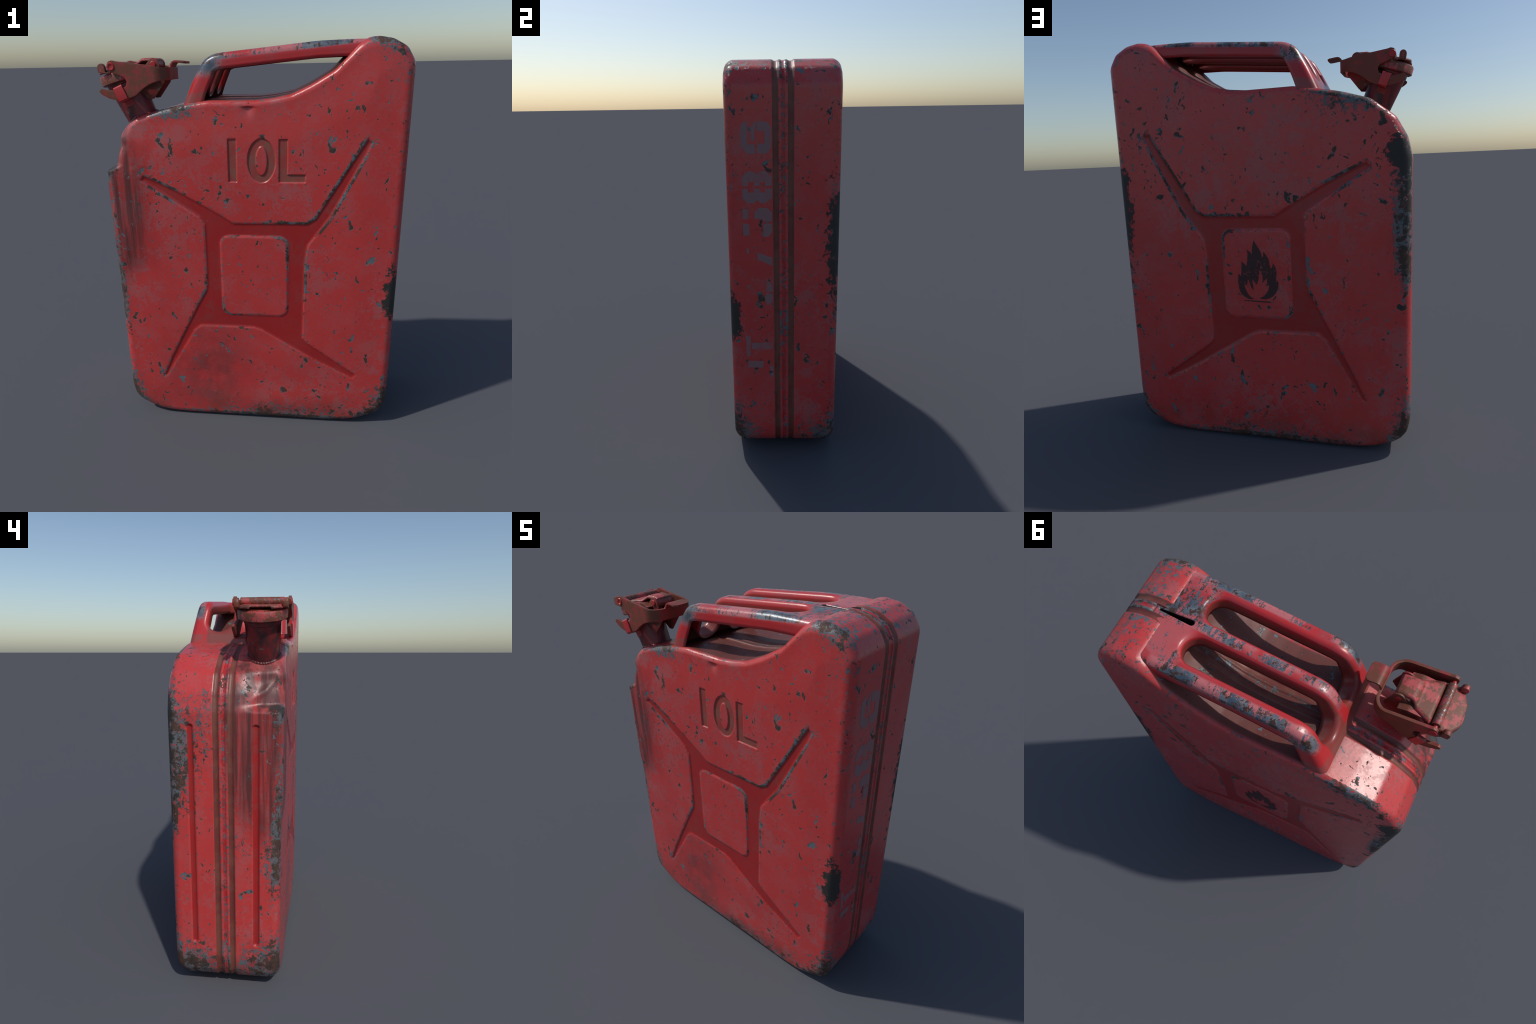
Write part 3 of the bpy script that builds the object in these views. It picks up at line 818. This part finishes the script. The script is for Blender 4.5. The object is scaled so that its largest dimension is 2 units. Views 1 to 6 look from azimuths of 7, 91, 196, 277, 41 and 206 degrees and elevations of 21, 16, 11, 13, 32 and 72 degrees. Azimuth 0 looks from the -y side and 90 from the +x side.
# catch brackets on the neck: strap over the jaw, under it, and down the neck
W1 = Vector((0.923, 0, 0.385))                          # across the strip
UP = Vector((-0.40, 0, 0.917))
for sg in (-1, 1):
    o0 = Vector((-0.572, MY, 1.750))
    sec = [(0.080, -0.030), (0.083, -0.004), (0.127, -0.004), (0.135, 0.004), (0.135, 0.062), (0.130, 0.067), (0.118, 0.067)]
    bm = bmesh.new(); rows = []
    for k, (yo, h) in enumerate(sec):
        ring = []
        a = np.array(sec[max(k - 1, 0)]); b = np.array(sec[min(k + 1, len(sec) - 1)])
        d = (b - a) / np.linalg.norm(b - a); nrm = np.array([d[1], -d[0]])
        for o_ in (0.0, -0.007):
            for s_ in (-0.0215, 0.0215):
                p = o0 + W1 * s_ + UP * (h + nrm[1] * o_); p.y = MY + sg * (yo + nrm[0] * o_)
                ring.append(bm.verts.new(p))
        rows.append(ring)
    for a, b in zip(rows[:-1], rows[1:]):
        for i, j in ((0, 1), (1, 3), (3, 2), (2, 0)): bm.faces.new((a[i], a[j], b[j], b[i]))
    for r_ in (rows[0], rows[-1]): bm.faces.new((r_[0], r_[1], r_[3], r_[2]))
    bmesh.ops.recalc_face_normals(bm, faces=bm.faces)
    from_bm('catch_bracket', bevelled(bm, 0.0018, 2, 40), M_CATCH if 'M_CATCH' in globals() else M_HANDLE, NECK, angle=40)

# ------------------------------------------------------------------ markings
def flat_mark(name, polys, to3d, mat, thick, normal):
    bm = bmesh.new()
    for poly in polys:
        n = len(poly); pts = [Vector(p) for p in poly]
        co, _, fs, *_ = delaunay_2d_cdt(pts, [(i, (i + 1) % n) for i in range(n)], [], 1, 1e-7)
        C = np.array([(c.x, c.y) for c in co])
        a = [bm.verts.new(to3d(p, thick)) for p in C]; b = [bm.verts.new(to3d(p, -0.001)) for p in C]
        ec = {}
        for f in fs:
            if poly_sdf(np.array([C[list(f), 0].mean()]), np.array([C[list(f), 1].mean()]), np.array(poly))[0] > 0: continue
            bm.faces.new([a[i] for i in f]); bm.faces.new([b[i] for i in f][::-1])
            for i in range(len(f)):
                k = tuple(sorted((f[i], f[(i + 1) % len(f)]))); ec[k] = ec.get(k, 0) + 1
        for (i, j), c in ec.items():
            if c == 1: bm.faces.new((a[i], a[j], b[j], b[i]))
    bmesh.ops.delete(bm, geom=[v_ for v_ in bm.verts if not v_.link_faces], context='VERTS')
    return from_bm(name, bm, mat, smooth=False)

# flammable pictogram, millimetres on the centre plate of the back face
FLAME = [(27, 758), (54, 757), (76, 769), (94, 791), (102, 817), (104, 847), (101, 862), (101, 884), (85, 871), (83, 906), (81, 945), (70, 936), (56, 921), (50, 954),
         (47, 987), (51, 1003), (36, 994), (26, 980), (22, 1019), (13, 1050), (6, 1034), (-6, 1016), (-19, 991), (-26, 962), (-31, 973), (-32, 993), (-44, 980), (-56, 959),
         (-65, 912), (-74, 920), (-78, 938), (-89, 920), (-94, 899), (-92, 873), (-87, 840), (-96, 857), (-102, 837), (-98, 815), (-87, 793), (-71, 774), (-48, 762), (-26, 758),
         (0, 762), (-23, 772), (-42, 792), (-51, 810), (-54, 829), (-44, 830), (-45, 867), (-34, 854), (-19, 839), (-24, 857), (-21, 879), (-14, 893), (-6, 912), (-6, 886),
         (1, 849), (9, 831), (20, 843), (29, 862), (31, 841), (26, 804), (37, 815), (47, 848), (53, 861), (58, 829), (74, 829), (66, 803), (56, 781), (42, 767)]
g = Graph('worn_black_print')
kk_ = g.add(g.mul(g.noise(75, 5, 0.7), 0.6), g.mul(g.noise(12, 3), 0.4))
M_FLAME = g.finish(g.mix(g.step(kk_, 0.57, 0.62), (0.045, 0.012, 0.014), (0.25, 0.04, 0.042)), 0.5)
def back_plane(p, t):
    yy = YB + float(crown(1, np.array([p[0]]), np.array([p[1]]))[0])
    return (p[0], yy + t, p[1])
flat_mark('flame_symbol', [[(a / 1000, b / 1000) for a, b in FLAME], [(0.075, 0.752), (0.075, 0.746), (-0.059, 0.741), (-0.059, 0.747)]], back_plane, M_FLAME, 0.0013, 1)

# stencilled code on the plain end: glyph strokes in a unit cell (across, up)
def R(x0, y0, x1, y1): return [(x0, y0), (x1, y0), (x1, y1), (x0, y1)]
GL = {
    '6': [[(0, .54), (.30, .54), (.30, .80), (.45, .80), (.72, .78), (1, .78), (1, .86), (.88, 1), (.25, 1), (0, .80)], [(0, .46), (0, .15), (.2, 0), (.8, 0), (1, .15), (1, .46), (.70, .46), (.70, .22), (.32, .22), (.32, .46)],
          [(.42, .54), (.70, .54), (1, .46), (1, .5), (.84, .66), (.42, .66)]],
    '8': [[(0, .24), (.16, 0), (.46, 0), (.46, .22), (.34, .22), (.34, .40), (.46, .40), (.46, .60), (.34, .60), (.34, .80), (.46, .80), (.46, 1), (.18, 1), (0, .82), (0, .60), (.10, .5), (0, .40)],
          [(1, .24), (.84, 0), (.54, 0), (.54, .22), (.66, .22), (.66, .40), (.54, .40), (.54, .60), (.66, .60), (.66, .80), (.54, .80), (.54, 1), (.82, 1), (1, .82), (1, .60), (.90, .5), (1, .40)]],
    '5': [R(.05, .78, .46, 1), [(.0, .30), (.0, .12), (.16, 0), (.46, 0), (.46, .30), (.30, .30)], [(.54, 0), (.84, 0), (1, .16), (1, .44), (.86, .60), (.62, .60), (.62, .34), (.54, .3)], R(.62, .82, .96, 1)],
    '7': [[(.05, .0), (.38, .0), (.58, .52), (.30, .52)], R(.55, .82, .75, .9)],
    'C': [[(.0, .2), (.12, 0), (.46, 0), (.46, .22), (.3, .3)], [(.54, 0), (.80, 0), (1, .18), (1, .26), (.54, .22)], [(.62, .86), (.84, .76), (.78, .96)]],
    'T': [R(0, .84, 1, 1), R(.33, 0, .67, .44), R(.35, .46, .65, .80)],
    'D': [R(.1, .0, .32, .1), [(.60, .40), (.94, .36), (.98, .92), (.62, .96)], [(.40, .0), (.72, .0), (.66, .16), (.44, .12)]],
}
g = Graph('faded_stencil')
kk_ = g.add(g.mul(g.noise(40, 6, 0.7), 0.5), g.mul(g.noise(6, 3), 0.5))
M_STEN = g.finish(g.mix(g.step(kk_, 0.50, 0.68), (0.245, 0.125, 0.135), (0.42, 0.052, 0.052)), 0.5)
strokes = []
for ch, z0, z1 in (('6', 1.589, 1.73), ('8', 1.365, 1.512), ('5', 1.205, 1.343), ('7', 1.055, 1.18), ('C', 0.86, 0.99), ('T', 0.583, 0.697), ('D', 0.455, 0.56)):
    for st in GL[ch]:
        strokes.append([(z0 + a * (z1 - z0), -0.040 - b * 0.136) for a, b in st])
flat_mark('stencil_code', strokes, lambda p, t: (0.719 + t, p[1], p[0]), M_STEN, 0.0007, 1)
